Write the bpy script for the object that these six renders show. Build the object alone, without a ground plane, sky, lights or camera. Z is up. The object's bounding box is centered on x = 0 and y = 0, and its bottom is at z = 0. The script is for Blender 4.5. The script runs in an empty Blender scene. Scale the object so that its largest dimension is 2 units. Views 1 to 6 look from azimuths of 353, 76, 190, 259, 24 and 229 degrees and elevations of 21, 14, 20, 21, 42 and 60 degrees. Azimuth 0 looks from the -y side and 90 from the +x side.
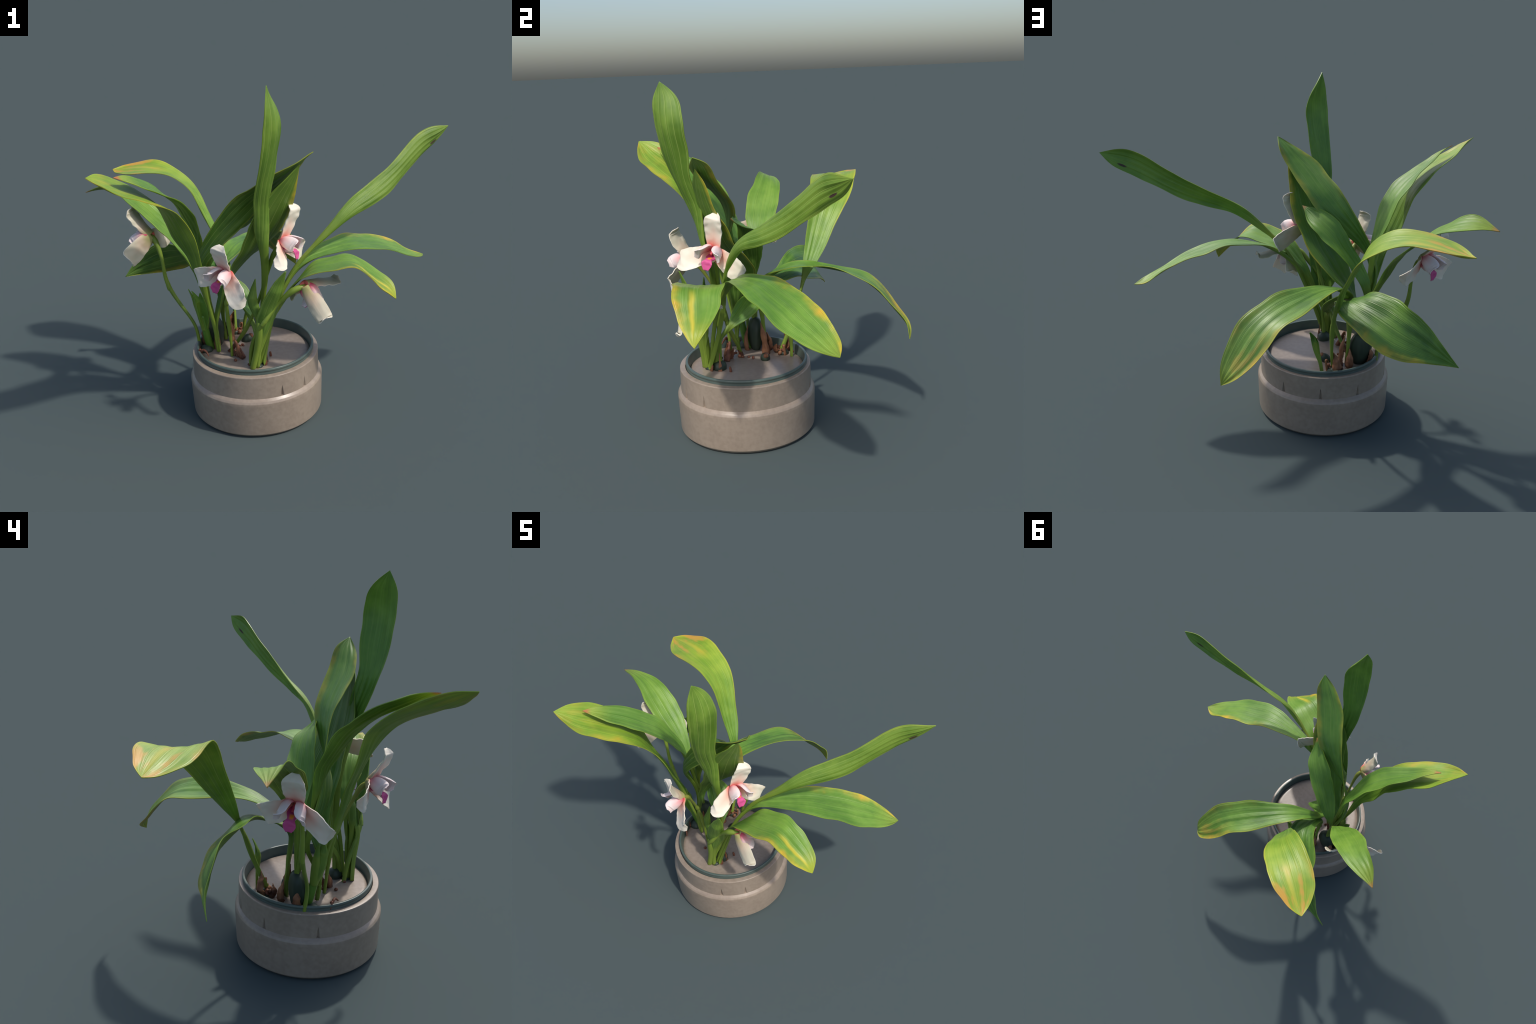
# A potted orchid: a stepped taupe pot with a dark green inner ring, a smooth soil disc,
# thirteen long pleated leaves, four cream-and-pink flowers, stalks, pseudobulbs, young
# shoots and dry brown husks.  Built part by part from spines, ribs and profiles.
import bpy, math, random
import numpy as np
from mathutils import Vector, noise

random.seed(7)
SOIL_Z = 0.334
POT_X, POT_Y = -0.148, -0.206

# --------------------------------------------------------------------------- leaves
# Each leaf is lofted along a spine from its base in the pot to its tip.  At every station
# "rib" is the vector from the midrib to the right-hand margin (half the blade's width,
# with its twist).  The first stations are the stalk, where the rib is short.
LEAVES = {
    "A": dict(
        spine=[(-0.136, -0.347, 0.330), (-0.129, -0.344, 0.441), (-0.120, -0.343, 0.552), (-0.109, -0.345, 0.662), (-0.097, -0.352, 0.771), (-0.093, -0.363, 0.879), (-0.099, -0.380, 0.985), (-0.107, -0.403, 1.087), (-0.107, -0.425, 1.189), (-0.103, -0.462, 1.288), (-0.092, -0.494, 1.388), (-0.074, -0.514, 1.488), (-0.059, -0.531, 1.584), (-0.058, -0.539, 1.674), (-0.073, -0.544, 1.752), (-0.080, -0.563, 1.823)],
        rib=[(0.001, -0.001, 0.000), (0.001, 0.004, 0.000), (0.000, 0.010, 0.000), (-0.002, 0.015, 0.001), (-0.005, 0.018, 0.002), (-0.012, 0.018, 0.002), (-0.022, 0.014, 0.001), (-0.037, -0.001, -0.003), (-0.041, -0.021, -0.004), (-0.045, -0.030, -0.005), (-0.047, -0.040, -0.004), (-0.049, -0.054, -0.004), (-0.051, -0.057, -0.006), (-0.045, -0.059, -0.011), (-0.022, -0.050, -0.006), (0.000, 0.000, 0.000)]),
    "B": dict(
        spine=[(-0.128, -0.406, 0.340), (-0.096, -0.374, 0.460), (-0.059, -0.350, 0.579), (-0.015, -0.335, 0.695), (0.040, -0.334, 0.805), (0.112, -0.336, 0.904), (0.199, -0.330, 0.988), (0.289, -0.315, 1.065), (0.381, -0.287, 1.128), (0.479, -0.250, 1.173), (0.574, -0.207, 1.220), (0.663, -0.161, 1.278), (0.748, -0.117, 1.341), (0.832, -0.078, 1.399), (0.919, -0.049, 1.438), (0.998, -0.021, 1.467)],
        rib=[(0.000, 0.000, 0.000), (0.001, 0.002, -0.001), (0.001, 0.004, -0.001), (0.001, 0.006, -0.001), (-0.001, 0.006, 0.000), (-0.003, 0.004, 0.002), (-0.010, 0.001, 0.012), (-0.015, 0.000, 0.021), (-0.022, 0.013, 0.030), (-0.028, 0.017, 0.039), (-0.032, 0.011, 0.047), (-0.027, -0.003, 0.046), (-0.026, -0.009, 0.049), (-0.025, -0.013, 0.054), (-0.015, -0.020, 0.039), (0.000, 0.000, 0.000)]),
    "C": dict(
        spine=[(-0.148, -0.385, 0.335), (-0.119, -0.383, 0.442), (-0.086, -0.377, 0.548), (-0.048, -0.367, 0.650), (-0.003, -0.351, 0.746), (0.055, -0.330, 0.828), (0.132, -0.311, 0.886), (0.226, -0.289, 0.919), (0.324, -0.265, 0.934), (0.420, -0.235, 0.932), (0.510, -0.200, 0.906), (0.598, -0.165, 0.879), (0.677, -0.131, 0.841), (0.748, -0.091, 0.800), (0.816, -0.058, 0.760), (0.873, -0.037, 0.737)],
        rib=[(0.000, 0.001, 0.000), (-0.002, 0.000, 0.001), (-0.004, -0.002, 0.002), (-0.005, -0.006, 0.004), (-0.003, -0.012, 0.005), (0.002, -0.021, 0.003), (0.009, -0.034, -0.005), (0.016, -0.052, -0.011), (0.023, -0.075, -0.013), (0.031, -0.096, -0.014), (0.038, -0.109, -0.013), (0.039, -0.108, -0.018), (0.038, -0.100, -0.022), (0.032, -0.082, -0.015), (0.021, -0.054, -0.007), (0.000, 0.000, 0.000)]),
    "D": dict(
        spine=[(-0.169, -0.404, 0.333), (-0.146, -0.405, 0.415), (-0.120, -0.407, 0.497), (-0.091, -0.410, 0.577), (-0.057, -0.415, 0.654), (-0.017, -0.422, 0.728), (0.033, -0.432, 0.794), (0.086, -0.444, 0.852), (0.145, -0.459, 0.894), (0.217, -0.479, 0.912), (0.289, -0.497, 0.928), (0.352, -0.513, 0.920), (0.405, -0.528, 0.875), (0.462, -0.542, 0.826), (0.511, -0.560, 0.779), (0.536, -0.567, 0.722)],
        rib=[(0.002, 0.004, 0.000), (0.000, 0.004, 0.000), (-0.001, 0.002, 0.001), (-0.004, -0.002, 0.001), (-0.008, -0.011, 0.003), (-0.013, -0.026, 0.005), (-0.021, -0.051, 0.009), (-0.028, -0.077, 0.011), (-0.029, -0.103, 0.005), (-0.030, -0.113, 0.006), (-0.027, -0.114, 0.007), (-0.024, -0.109, 0.010), (-0.027, -0.099, 0.005), (-0.032, -0.076, -0.003), (-0.025, -0.041, -0.009), (0.000, 0.000, 0.000)]),
    "E": dict(
        spine=[(-0.140, -0.362, 0.336), (-0.148, -0.348, 0.452), (-0.160, -0.284, 0.543), (-0.184, -0.203, 0.609), (-0.226, -0.134, 0.668), (-0.281, -0.085, 0.722), (-0.293, -0.033, 0.773), (-0.246, 0.038, 0.818), (-0.182, 0.127, 0.849), (-0.111, 0.224, 0.849), (-0.036, 0.321, 0.836), (0.036, 0.407, 0.807), (0.101, 0.475, 0.744), (0.153, 0.529, 0.660), (0.204, 0.571, 0.585), (0.241, 0.564, 0.513)],
        rib=[(-0.014, -0.008, 0.001), (-0.015, -0.003, -0.004), (-0.002, 0.012, -0.011), (0.037, 0.037, -0.013), (0.061, 0.043, 0.003), (0.039, 0.016, 0.010), (0.021, -0.013, 0.007), (0.036, -0.028, -0.005), (0.054, -0.040, -0.002), (0.067, -0.048, 0.014), (0.081, -0.058, 0.025), (0.083, -0.063, 0.016), (0.085, -0.057, 0.022), (0.072, -0.045, 0.025), (0.043, -0.028, 0.016), (0.000, 0.000, 0.000)]),
    "F": dict(
        spine=[(-0.294, -0.057, 0.345), (-0.302, -0.059, 0.440), (-0.305, -0.067, 0.531), (-0.304, -0.081, 0.614), (-0.301, -0.079, 0.682), (-0.295, -0.034, 0.726), (-0.296, 0.033, 0.758), (-0.315, 0.099, 0.784), (-0.355, 0.156, 0.786), (-0.411, 0.209, 0.780), (-0.474, 0.263, 0.767), (-0.538, 0.316, 0.748), (-0.610, 0.351, 0.720), (-0.688, 0.371, 0.686), (-0.766, 0.390, 0.652), (-0.846, 0.390, 0.608)],
        rib=[(-0.005, -0.002, 0.000), (0.002, -0.006, 0.000), (0.011, -0.009, 0.000), (0.021, -0.009, -0.001), (0.032, -0.005, -0.003), (0.045, 0.005, -0.009), (0.061, 0.019, -0.013), (0.074, 0.039, -0.019), (0.072, 0.049, -0.052), (0.067, 0.056, -0.076), (0.070, 0.059, -0.086), (0.063, 0.048, -0.100), (0.053, 0.037, -0.094), (0.038, 0.018, -0.071), (0.018, 0.000, -0.039), (0.000, 0.000, 0.000)]),
    "G": dict(
        spine=[(-0.231, 0.019, 0.360), (-0.228, 0.060, 0.456), (-0.230, 0.096, 0.554), (-0.236, 0.127, 0.652), (-0.249, 0.164, 0.745), (-0.273, 0.208, 0.832), (-0.308, 0.253, 0.917), (-0.343, 0.296, 1.004), (-0.376, 0.338, 1.089), (-0.424, 0.380, 1.160), (-0.495, 0.419, 1.210), (-0.576, 0.457, 1.241), (-0.661, 0.497, 1.250), (-0.741, 0.537, 1.242), (-0.810, 0.578, 1.229), (-0.859, 0.604, 1.226)],
        rib=[(-0.001, -0.003, 0.001), (0.002, -0.008, 0.003), (0.006, -0.011, 0.005), (0.008, -0.008, 0.004), (0.009, 0.010, -0.002), (0.012, 0.033, -0.012), (0.021, 0.050, -0.017), (0.026, 0.065, -0.022), (0.029, 0.081, -0.028), (0.036, 0.098, -0.030), (0.042, 0.108, -0.022), (0.052, 0.115, -0.007), (0.056, 0.113, 0.008), (0.048, 0.092, 0.014), (0.026, 0.050, 0.009), (0.000, 0.000, 0.000)]),
    "H": dict(
        spine=[(-0.353, -0.200, 0.345), (-0.357, -0.202, 0.452), (-0.373, -0.216, 0.559), (-0.392, -0.233, 0.665), (-0.411, -0.254, 0.771), (-0.432, -0.278, 0.874), (-0.460, -0.303, 0.972), (-0.495, -0.324, 1.065), (-0.527, -0.347, 1.152), (-0.559, -0.372, 1.231), (-0.606, -0.408, 1.292), (-0.667, -0.452, 1.339), (-0.735, -0.495, 1.382), (-0.799, -0.539, 1.418), (-0.855, -0.578, 1.454), (-0.908, -0.611, 1.483)],
        rib=[(0.002, -0.002, 0.000), (-0.001, 0.001, 0.000), (-0.004, 0.004, 0.000), (-0.009, 0.008, 0.000), (-0.017, 0.015, 0.000), (-0.026, 0.024, -0.002), (-0.037, 0.038, -0.004), (-0.053, 0.049, -0.008), (-0.051, 0.062, -0.001), (-0.051, 0.080, 0.005), (-0.056, 0.093, 0.013), (-0.054, 0.099, 0.019), (-0.053, 0.102, 0.023), (-0.042, 0.089, 0.028), (-0.022, 0.051, 0.023), (0.000, 0.000, 0.000)]),
    "I": dict(
        spine=[(-0.370, -0.100, 0.507), (-0.376, -0.111, 0.594), (-0.383, -0.121, 0.681), (-0.391, -0.133, 0.767), (-0.400, -0.145, 0.852), (-0.408, -0.157, 0.936), (-0.421, -0.175, 1.016), (-0.442, -0.204, 1.090), (-0.468, -0.236, 1.161), (-0.495, -0.272, 1.227), (-0.534, -0.312, 1.278), (-0.583, -0.351, 1.322), (-0.636, -0.392, 1.363), (-0.687, -0.437, 1.400), (-0.737, -0.481, 1.433), (-0.793, -0.520, 1.452)],
        rib=[(0.001, -0.001, 0.000), (0.000, -0.001, 0.000), (-0.003, 0.000, 0.000), (-0.006, 0.002, 0.000), (-0.012, 0.008, 0.000), (-0.016, 0.019, 0.002), (-0.025, 0.035, 0.005), (-0.035, 0.049, 0.010), (-0.042, 0.059, 0.013), (-0.046, 0.067, 0.016), (-0.047, 0.069, 0.014), (-0.040, 0.065, 0.018), (-0.032, 0.057, 0.021), (-0.026, 0.046, 0.019), (-0.014, 0.025, 0.013), (0.000, 0.000, 0.000)]),
    "J": dict(
        spine=[(-0.350, -0.200, 0.345), (-0.352, -0.194, 0.452), (-0.363, -0.166, 0.547), (-0.380, -0.131, 0.632), (-0.402, -0.131, 0.718), (-0.414, -0.162, 0.804), (-0.400, -0.198, 0.889), (-0.357, -0.220, 0.972), (-0.293, -0.231, 1.050), (-0.224, -0.242, 1.124), (-0.159, -0.264, 1.196), (-0.097, -0.302, 1.264), (-0.036, -0.354, 1.327), (0.032, -0.400, 1.384), (0.096, -0.432, 1.443), (0.148, -0.467, 1.486)],
        rib=[(0.001, -0.001, 0.000), (-0.002, 0.001, -0.001), (-0.006, 0.004, -0.003), (-0.010, 0.008, -0.003), (-0.014, 0.014, 0.000), (-0.017, 0.021, 0.007), (-0.018, 0.031, 0.015), (-0.028, 0.030, 0.028), (-0.040, 0.016, 0.038), (-0.054, -0.003, 0.047), (-0.063, -0.028, 0.043), (-0.062, -0.048, 0.031), (-0.061, -0.051, 0.028), (-0.050, -0.051, 0.015), (-0.030, -0.039, -0.001), (0.000, 0.000, 0.000)]),
    "J2": dict(
        spine=[(-0.350, -0.195, 0.345), (-0.357, -0.206, 0.429), (-0.356, -0.209, 0.512), (-0.343, -0.205, 0.593), (-0.320, -0.197, 0.671), (-0.287, -0.192, 0.743), (-0.244, -0.198, 0.809), (-0.201, -0.220, 0.873), (-0.154, -0.251, 0.933), (-0.115, -0.286, 0.996), (-0.085, -0.321, 1.063), (-0.055, -0.352, 1.135), (-0.024, -0.382, 1.208), (0.010, -0.408, 1.282), (0.048, -0.427, 1.356), (0.083, -0.448, 1.424)],
        rib=[(0.003, 0.007, 0.001), (0.006, 0.001, 0.000), (0.008, -0.008, -0.001), (0.007, -0.021, 0.000), (0.001, -0.040, 0.002), (-0.016, -0.061, 0.006), (-0.037, -0.078, 0.009), (-0.059, -0.083, 0.009), (-0.072, -0.077, 0.009), (-0.083, -0.061, 0.013), (-0.095, -0.052, 0.018), (-0.096, -0.051, 0.019), (-0.081, -0.041, 0.020), (-0.059, -0.033, 0.017), (-0.033, -0.023, 0.008), (0.000, 0.000, 0.000)]),
    "K": dict(
        spine=[(-0.380, -0.085, 0.507), (-0.389, -0.082, 0.583), (-0.402, -0.077, 0.658), (-0.420, -0.070, 0.731), (-0.445, -0.059, 0.801), (-0.475, -0.043, 0.868), (-0.509, -0.024, 0.930), (-0.545, -0.004, 0.989), (-0.587, 0.015, 1.042), (-0.637, 0.040, 1.091), (-0.687, 0.067, 1.139), (-0.741, 0.096, 1.181), (-0.799, 0.124, 1.213), (-0.863, 0.144, 1.232), (-0.927, 0.164, 1.229), (-0.993, 0.186, 1.208)],
        rib=[(-0.001, -0.001, 0.000), (0.002, -0.001, 0.000), (0.005, 0.000, 0.001), (0.009, 0.004, 0.002), (0.012, 0.011, 0.003), (0.016, 0.022, 0.002), (0.025, 0.039, 0.002), (0.031, 0.059, 0.000), (0.035, 0.078, -0.003), (0.039, 0.085, -0.003), (0.039, 0.084, -0.005), (0.033, 0.076, -0.008), (0.023, 0.067, -0.016), (0.017, 0.055, -0.021), (0.010, 0.031, -0.013), (0.000, 0.000, 0.000)]),
    "L": dict(
        spine=[(-0.373, -0.090, 0.507), (-0.384, -0.089, 0.569), (-0.391, -0.086, 0.630), (-0.394, -0.081, 0.691), (-0.390, -0.077, 0.750), (-0.379, -0.079, 0.805), (-0.355, -0.088, 0.854), (-0.324, -0.101, 0.900), (-0.288, -0.114, 0.945), (-0.252, -0.125, 0.989), (-0.217, -0.138, 1.032), (-0.179, -0.154, 1.070), (-0.137, -0.175, 1.100), (-0.096, -0.205, 1.120), (-0.059, -0.239, 1.137), (-0.019, -0.272, 1.156)],
        rib=[(0.002, 0.001, 0.000), (-0.002, 0.005, -0.001), (-0.006, 0.008, -0.001), (-0.012, 0.006, 0.000), (-0.018, -0.003, 0.003), (-0.022, -0.018, 0.005), (-0.024, -0.035, 0.005), (-0.023, -0.049, 0.003), (-0.025, -0.057, 0.005), (-0.032, -0.057, 0.011), (-0.042, -0.051, 0.021), (-0.045, -0.045, 0.027), (-0.042, -0.037, 0.030), (-0.035, -0.025, 0.029), (-0.017, -0.010, 0.019), (0.000, 0.000, 0.000)]),
}
# look of each leaf: yellow = overall yellowing, tip = yellow tip, edge_left / edge_right =
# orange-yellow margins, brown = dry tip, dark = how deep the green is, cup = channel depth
LOOK = {
    "A": dict(yellow=0.05, mottle=0.2, cup=0.26),
    "B": dict(yellow=0.12, cup=0.30, edge_right=0.15, spot=1.0),
    "C": dict(yellow=0.05, mottle=0.25, edge_left=0.8, tip=0.2, cup=0.08),
    "D": dict(yellow=0.10, edge_right=0.8, tip=0.5, streak=0.6, cup=0.10),
    "E": dict(yellow=0.03, edge_left=0.7, edge_right=0.15, tip=0.25, blotch=0.3, mottle=0.55, cup=0.12),
    "F": dict(yellow=0.00, edge_right=0.75, dark=0.25, mottle=0.7, cup=0.10),
    "G": dict(yellow=0.65, edge_right=0.85, edge_left=0.3, streak=0.35, tip=0.3, blotch=0.8, cup=0.08),
    "H": dict(yellow=0.50, edge_left=0.55, tip=0.1, blotch=0.15, cup=0.14),
    "I": dict(yellow=0.05, tip=0.25, brown=1.0, dark=0.15, cup=0.15),
    "J": dict(yellow=0.00, mottle=0.3, edge_left=0.35, edge_right=0.45, dark=0.35, cup=0.12),
    "J2": dict(yellow=0.10, edge_left=0.9, dark=0.45, cup=0.12),
    "K": dict(yellow=0.15, brown=0.7, tip=0.25, cup=0.10),
    "L": dict(yellow=0.05, brown=0.7, dark=0.3, cup=0.12),
}

# --------------------------------------------------------------------------- node helpers
class Nodes:
    def __init__(self, name):
        self.mat = bpy.data.materials.new(name)
        self.mat.use_nodes = True
        self.t = self.mat.node_tree
        self.bsdf = self.t.nodes["Principled BSDF"]

    def new(self, kind, **props):
        n = self.t.nodes.new(kind)
        for k, v in props.items():
            setattr(n, k, v)
        return n

    def put(self, socket, value):
        if isinstance(value, bpy.types.NodeSocket):
            self.t.links.new(value, socket)
        elif isinstance(value, (tuple, list)) and len(value) == 3 and socket.type == "RGBA":
            socket.default_value = (*value, 1)
        else:
            socket.default_value = value

    def math(self, op, a, b=0.0, c=None, clamp=False):
        n = self.new("ShaderNodeMath", operation=op, use_clamp=clamp)
        self.put(n.inputs[0], a)
        self.put(n.inputs[1], b)
        if c is not None:
            self.put(n.inputs[2], c)
        return n.outputs[0]

    def mix(self, fac, a, b, blend="MIX"):
        n = self.new("ShaderNodeMix", data_type="RGBA", blend_type=blend)
        self.put(n.inputs[0], fac)
        self.put(n.inputs[6], a)
        self.put(n.inputs[7], b)
        return n.outputs[2]

    def smooth(self, x, lo, hi):
        n = self.new("ShaderNodeMapRange", interpolation_type="SMOOTHSTEP")
        self.put(n.inputs[0], x)
        self.put(n.inputs[1], lo)
        self.put(n.inputs[2], hi)
        return n.outputs[0]

    def scalar(self, name):
        return self.new("ShaderNodeAttribute", attribute_type="GEOMETRY", attribute_name=name).outputs["Fac"]

    def prop(self, name):
        return self.new("ShaderNodeAttribute", attribute_type="OBJECT", attribute_name='["%s"]' % name).outputs["Fac"]

    def coord(self, which="Object"):
        return self.new("ShaderNodeTexCoord").outputs[which]

    def combine(self, x, y, z):
        n = self.new("ShaderNodeCombineXYZ")
        for s, v in zip(n.inputs, (x, y, z)):
            self.put(s, v)
        return n.outputs[0]

    def noise(self, vec, scale, detail=3.0, rough=0.55):
        n = self.new("ShaderNodeTexNoise")
        self.put(n.inputs["Vector"], vec)
        n.inputs["Scale"].default_value = scale
        n.inputs["Detail"].default_value = detail
        n.inputs["Roughness"].default_value = rough
        return n.outputs["Fac"]

    def bump(self, height, strength, distance=0.01):
        n = self.new("ShaderNodeBump")
        n.inputs["Strength"].default_value = strength
        n.inputs["Distance"].default_value = distance
        self.put(n.inputs["Height"], height)
        self.put(self.bsdf.inputs["Normal"], n.outputs[0])

    def finish(self, colour, rough=0.5, spec=0.5):
        self.put(self.bsdf.inputs["Base Color"], colour)
        self.put(self.bsdf.inputs["Roughness"], rough)
        self.put(self.bsdf.inputs["Specular IOR Level"], spec)
        return self.mat


def leaf_material(name, under):
    """Blade colour from the scalars along (0 base .. 1 tip) and across (-1 left .. 1 right)."""
    m = Nodes(name)
    along, across, blade = m.scalar("along"), m.scalar("across"), m.scalar("blade")
    obj = m.coord()
    fibre = m.noise(m.combine(m.math("MULTIPLY", across, 14.0), m.math("MULTIPLY", along, 3.0), m.prop("seed")), 1.0, 4)
    patch = m.noise(obj, 7.0, 3)
    fine = m.noise(obj, 40.0, 2)
    if under:
        green = m.mix(m.smooth(patch, 0.35, 0.7), (0.085, 0.175, 0.014), (0.150, 0.260, 0.030))
    else:
        green = m.mix(m.smooth(patch, 0.35, 0.7), (0.085, 0.205, 0.020), (0.146, 0.292, 0.036))
    green = m.mix(m.math("MULTIPLY", m.smooth(fibre, 0.40, 0.72), 0.45), green, (0.19, 0.33, 0.06))
    green = m.mix(m.math("MULTIPLY", m.smooth(fine, 0.55, 0.75), 0.12), green, (0.06, 0.14, 0.02))
    green = m.mix(m.math("MULTIPLY", m.prop("dark"), 0.75), green, (0.045, 0.125, 0.020))
    mott = m.math("MULTIPLY", m.smooth(m.noise(m.combine(m.math("MULTIPLY", across, 1.6), m.math("MULTIPLY", along, 9.0), m.math("ADD", m.prop("seed"), 5.0)), 1.0, 3), 0.45, 0.68), m.prop("mottle"))
    green = m.mix(mott, green, (0.038, 0.115, 0.018))
    # main veins: pale lines, strongest under the leaf
    vein = m.math("ABSOLUTE", m.math("SINE", m.math("MULTIPLY", across, 3.5 * math.pi / 2 * 1.25)))
    line = m.math("SUBTRACT", 1.0, m.smooth(vein, 0.0, 0.17))
    line = m.math("MULTIPLY", line, m.smooth(blade, 0.1, 0.6))
    green = m.mix(m.math("MULTIPLY", line, 0.85 if under else 0.22), green, (0.31, 0.41, 0.095))
    # yellowing as a whole, on the margins, in a streak and at the tip
    lime = m.mix(m.smooth(m.math("ADD", m.math("MULTIPLY", patch, 0.6), m.math("MULTIPLY", fibre, 0.4)), 0.35, 0.65), (0.22, 0.36, 0.020), (0.36, 0.45, 0.030))
    col = m.mix(m.math("MULTIPLY", m.prop("yellow"), m.smooth(along, 0.25, 0.75)), green, lime)
    wobble = m.math("MULTIPLY", m.math("SUBTRACT", m.noise(m.combine(m.math("MULTIPLY", along, 9.0), m.math("SIGN", across), m.prop("seed")), 1.0, 3), 0.5), 0.9)
    far = m.smooth(m.math("ADD", along, m.math("MULTIPLY", wobble, 0.35)), 0.58, 0.82)
    gold = m.mix(m.smooth(wobble, -0.1, 0.2), (0.56, 0.47, 0.035), (0.70, 0.36, 0.030))
    ragged = m.math("ADD", 0.30, m.math("MULTIPLY", m.smooth(m.noise(obj, 10.0, 2), 0.40, 0.58), 0.70))
    for side, prop in ((1.0, "edge_right"), (-1.0, "edge_left")):
        s = m.math("MULTIPLY", across, side)
        band = m.smooth(m.math("ADD", s, wobble), 0.60, 1.0)
        rim = m.smooth(s, 0.90, 0.985)
        mask = m.math("MAXIMUM", m.math("MULTIPLY", m.math("MULTIPLY", band, far), ragged), m.math("MULTIPLY", rim, m.math("MULTIPLY", m.smooth(along, 0.35, 0.55), 0.55)))
        col = m.mix(m.math("MULTIPLY", mask, m.prop(prop)), col, gold)
    rim = m.math("MULTIPLY", m.smooth(m.math("ABSOLUTE", across), 0.93, 0.99), 0.30)
    col = m.mix(m.math("MULTIPLY", rim, m.smooth(blade, 0.2, 0.6)), col, (0.36, 0.45, 0.05))
    streak = m.math("MULTIPLY", m.smooth(m.math("ABSOLUTE", m.math("SUBTRACT", across, m.math("ADD", m.math("MULTIPLY", wobble, 0.3), 0.20))), 0.20, 0.02),
                    m.math("MULTIPLY", m.smooth(along, 0.68, 0.80), m.smooth(along, 0.98, 0.90)))
    col = m.mix(m.math("MULTIPLY", streak, m.prop("streak")), col, (0.70, 0.52, 0.04))
    tip = m.smooth(m.math("ADD", along, m.math("MULTIPLY", wobble, 0.12)), 0.82, 1.0)
    col = m.mix(m.math("MULTIPLY", tip, m.prop("tip")), col, (0.55, 0.52, 0.04))
    blotch = m.math("MULTIPLY", m.smooth(m.noise(m.combine(m.math("MULTIPLY", across, 1.8), m.math("MULTIPLY", along, 7.0), m.math("ADD", m.prop("seed"), 11.0)), 1.0, 2), 0.50, 0.64), m.smooth(along, 0.70, 0.88))
    col = m.mix(m.math("MULTIPLY", blotch, m.prop("blotch")), col, (0.64, 0.31, 0.05))
    dry = m.smooth(m.math("ADD", along, m.math("MULTIPLY", wobble, 0.02)), 0.955, 0.985)
    col = m.mix(m.math("MULTIPLY", dry, m.prop("brown")), col, (0.42, 0.16, 0.05))
    du, dv = m.math("MULTIPLY", m.math("SUBTRACT", along, 0.905), 26.0), m.math("MULTIPLY", m.math("ADD", across, 0.55), 4.0)
    r = m.math("SQRT", m.math("ADD", m.math("MULTIPLY", du, du), m.math("MULTIPLY", dv, dv)))
    spot = m.math("MULTIPLY", m.smooth(m.math("ADD", r, m.math("MULTIPLY", fine, 0.4)), 0.75, 0.5), m.prop("spot"))
    col = m.mix(spot, col, (0.05, 0.025, 0.02))
    # the stalk is paler and yellower
    stalk = m.math("SUBTRACT", 1.0, m.smooth(blade, 0.05, 0.45))
    col = m.mix(m.math("MULTIPLY", stalk, 0.85), col, m.mix(fibre, (0.13, 0.225, 0.018), (0.27, 0.35, 0.050)))
    m.bump(m.math("ADD", m.math("MULTIPLY", fibre, 0.7), m.math("MULTIPLY", line, 0.5 if under else -0.4)), 0.30, 0.012)
    return m.finish(col, 0.42 if not under else 0.5, 0.45)


def plain_material(name, a, b, scale, rough=0.5, spec=0.4, bump=0.0, stretch=(1, 1, 1), c=None):
    m = Nodes(name)
    mp = m.new("ShaderNodeMapping")
    mp.inputs["Scale"].default_value = stretch
    m.put(mp.inputs[0], m.coord())
    n = m.noise(mp.outputs[0], scale, 4)
    col = m.mix(m.smooth(n, 0.3, 0.7), a, b)
    if c:
        col = m.mix(m.smooth(m.noise(mp.outputs[0], scale * 0.33, 2), 0.52, 0.68), col, c)
    if bump:
        m.bump(n, bump, 0.006)
    return m.finish(col, rough, spec)


def pot_material(name, a, b, wet=False):
    m = Nodes(name)
    o = m.coord()
    big, mid, fine = m.noise(o, 5, 4), m.noise(o, 45, 4), m.noise(o, 260, 2)
    col = m.mix(m.smooth(m.math("ADD", m.math("MULTIPLY", big, 0.5), m.math("MULTIPLY", mid, 0.5)), 0.35, 0.65), a, b)
    col = m.mix(m.math("MULTIPLY", m.smooth(fine, 0.62, 0.75), 0.14), col, tuple(v * 1.35 for v in b))
    col = m.mix(m.math("MULTIPLY", m.smooth(fine, 0.40, 0.28), 0.10), col, tuple(v * 0.6 for v in a))
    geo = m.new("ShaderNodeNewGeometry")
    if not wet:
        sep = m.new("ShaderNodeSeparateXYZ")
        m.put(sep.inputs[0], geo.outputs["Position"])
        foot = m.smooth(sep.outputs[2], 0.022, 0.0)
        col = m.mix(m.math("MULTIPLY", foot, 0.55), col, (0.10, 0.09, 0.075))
    m.bump(m.math("ADD", m.math("MULTIPLY", mid, 0.6), m.math("MULTIPLY", fine, 0.4)), 0.16, 0.004)
    rough = m.math("ADD", 0.30 if wet else 0.25, m.math("MULTIPLY", mid, 0.2))
    m.bsdf.inputs["Coat Weight"].default_value = 0.12
    m.bsdf.inputs["Coat Roughness"].default_value = 0.22
    return m.finish(col, rough, 0.5)


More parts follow.
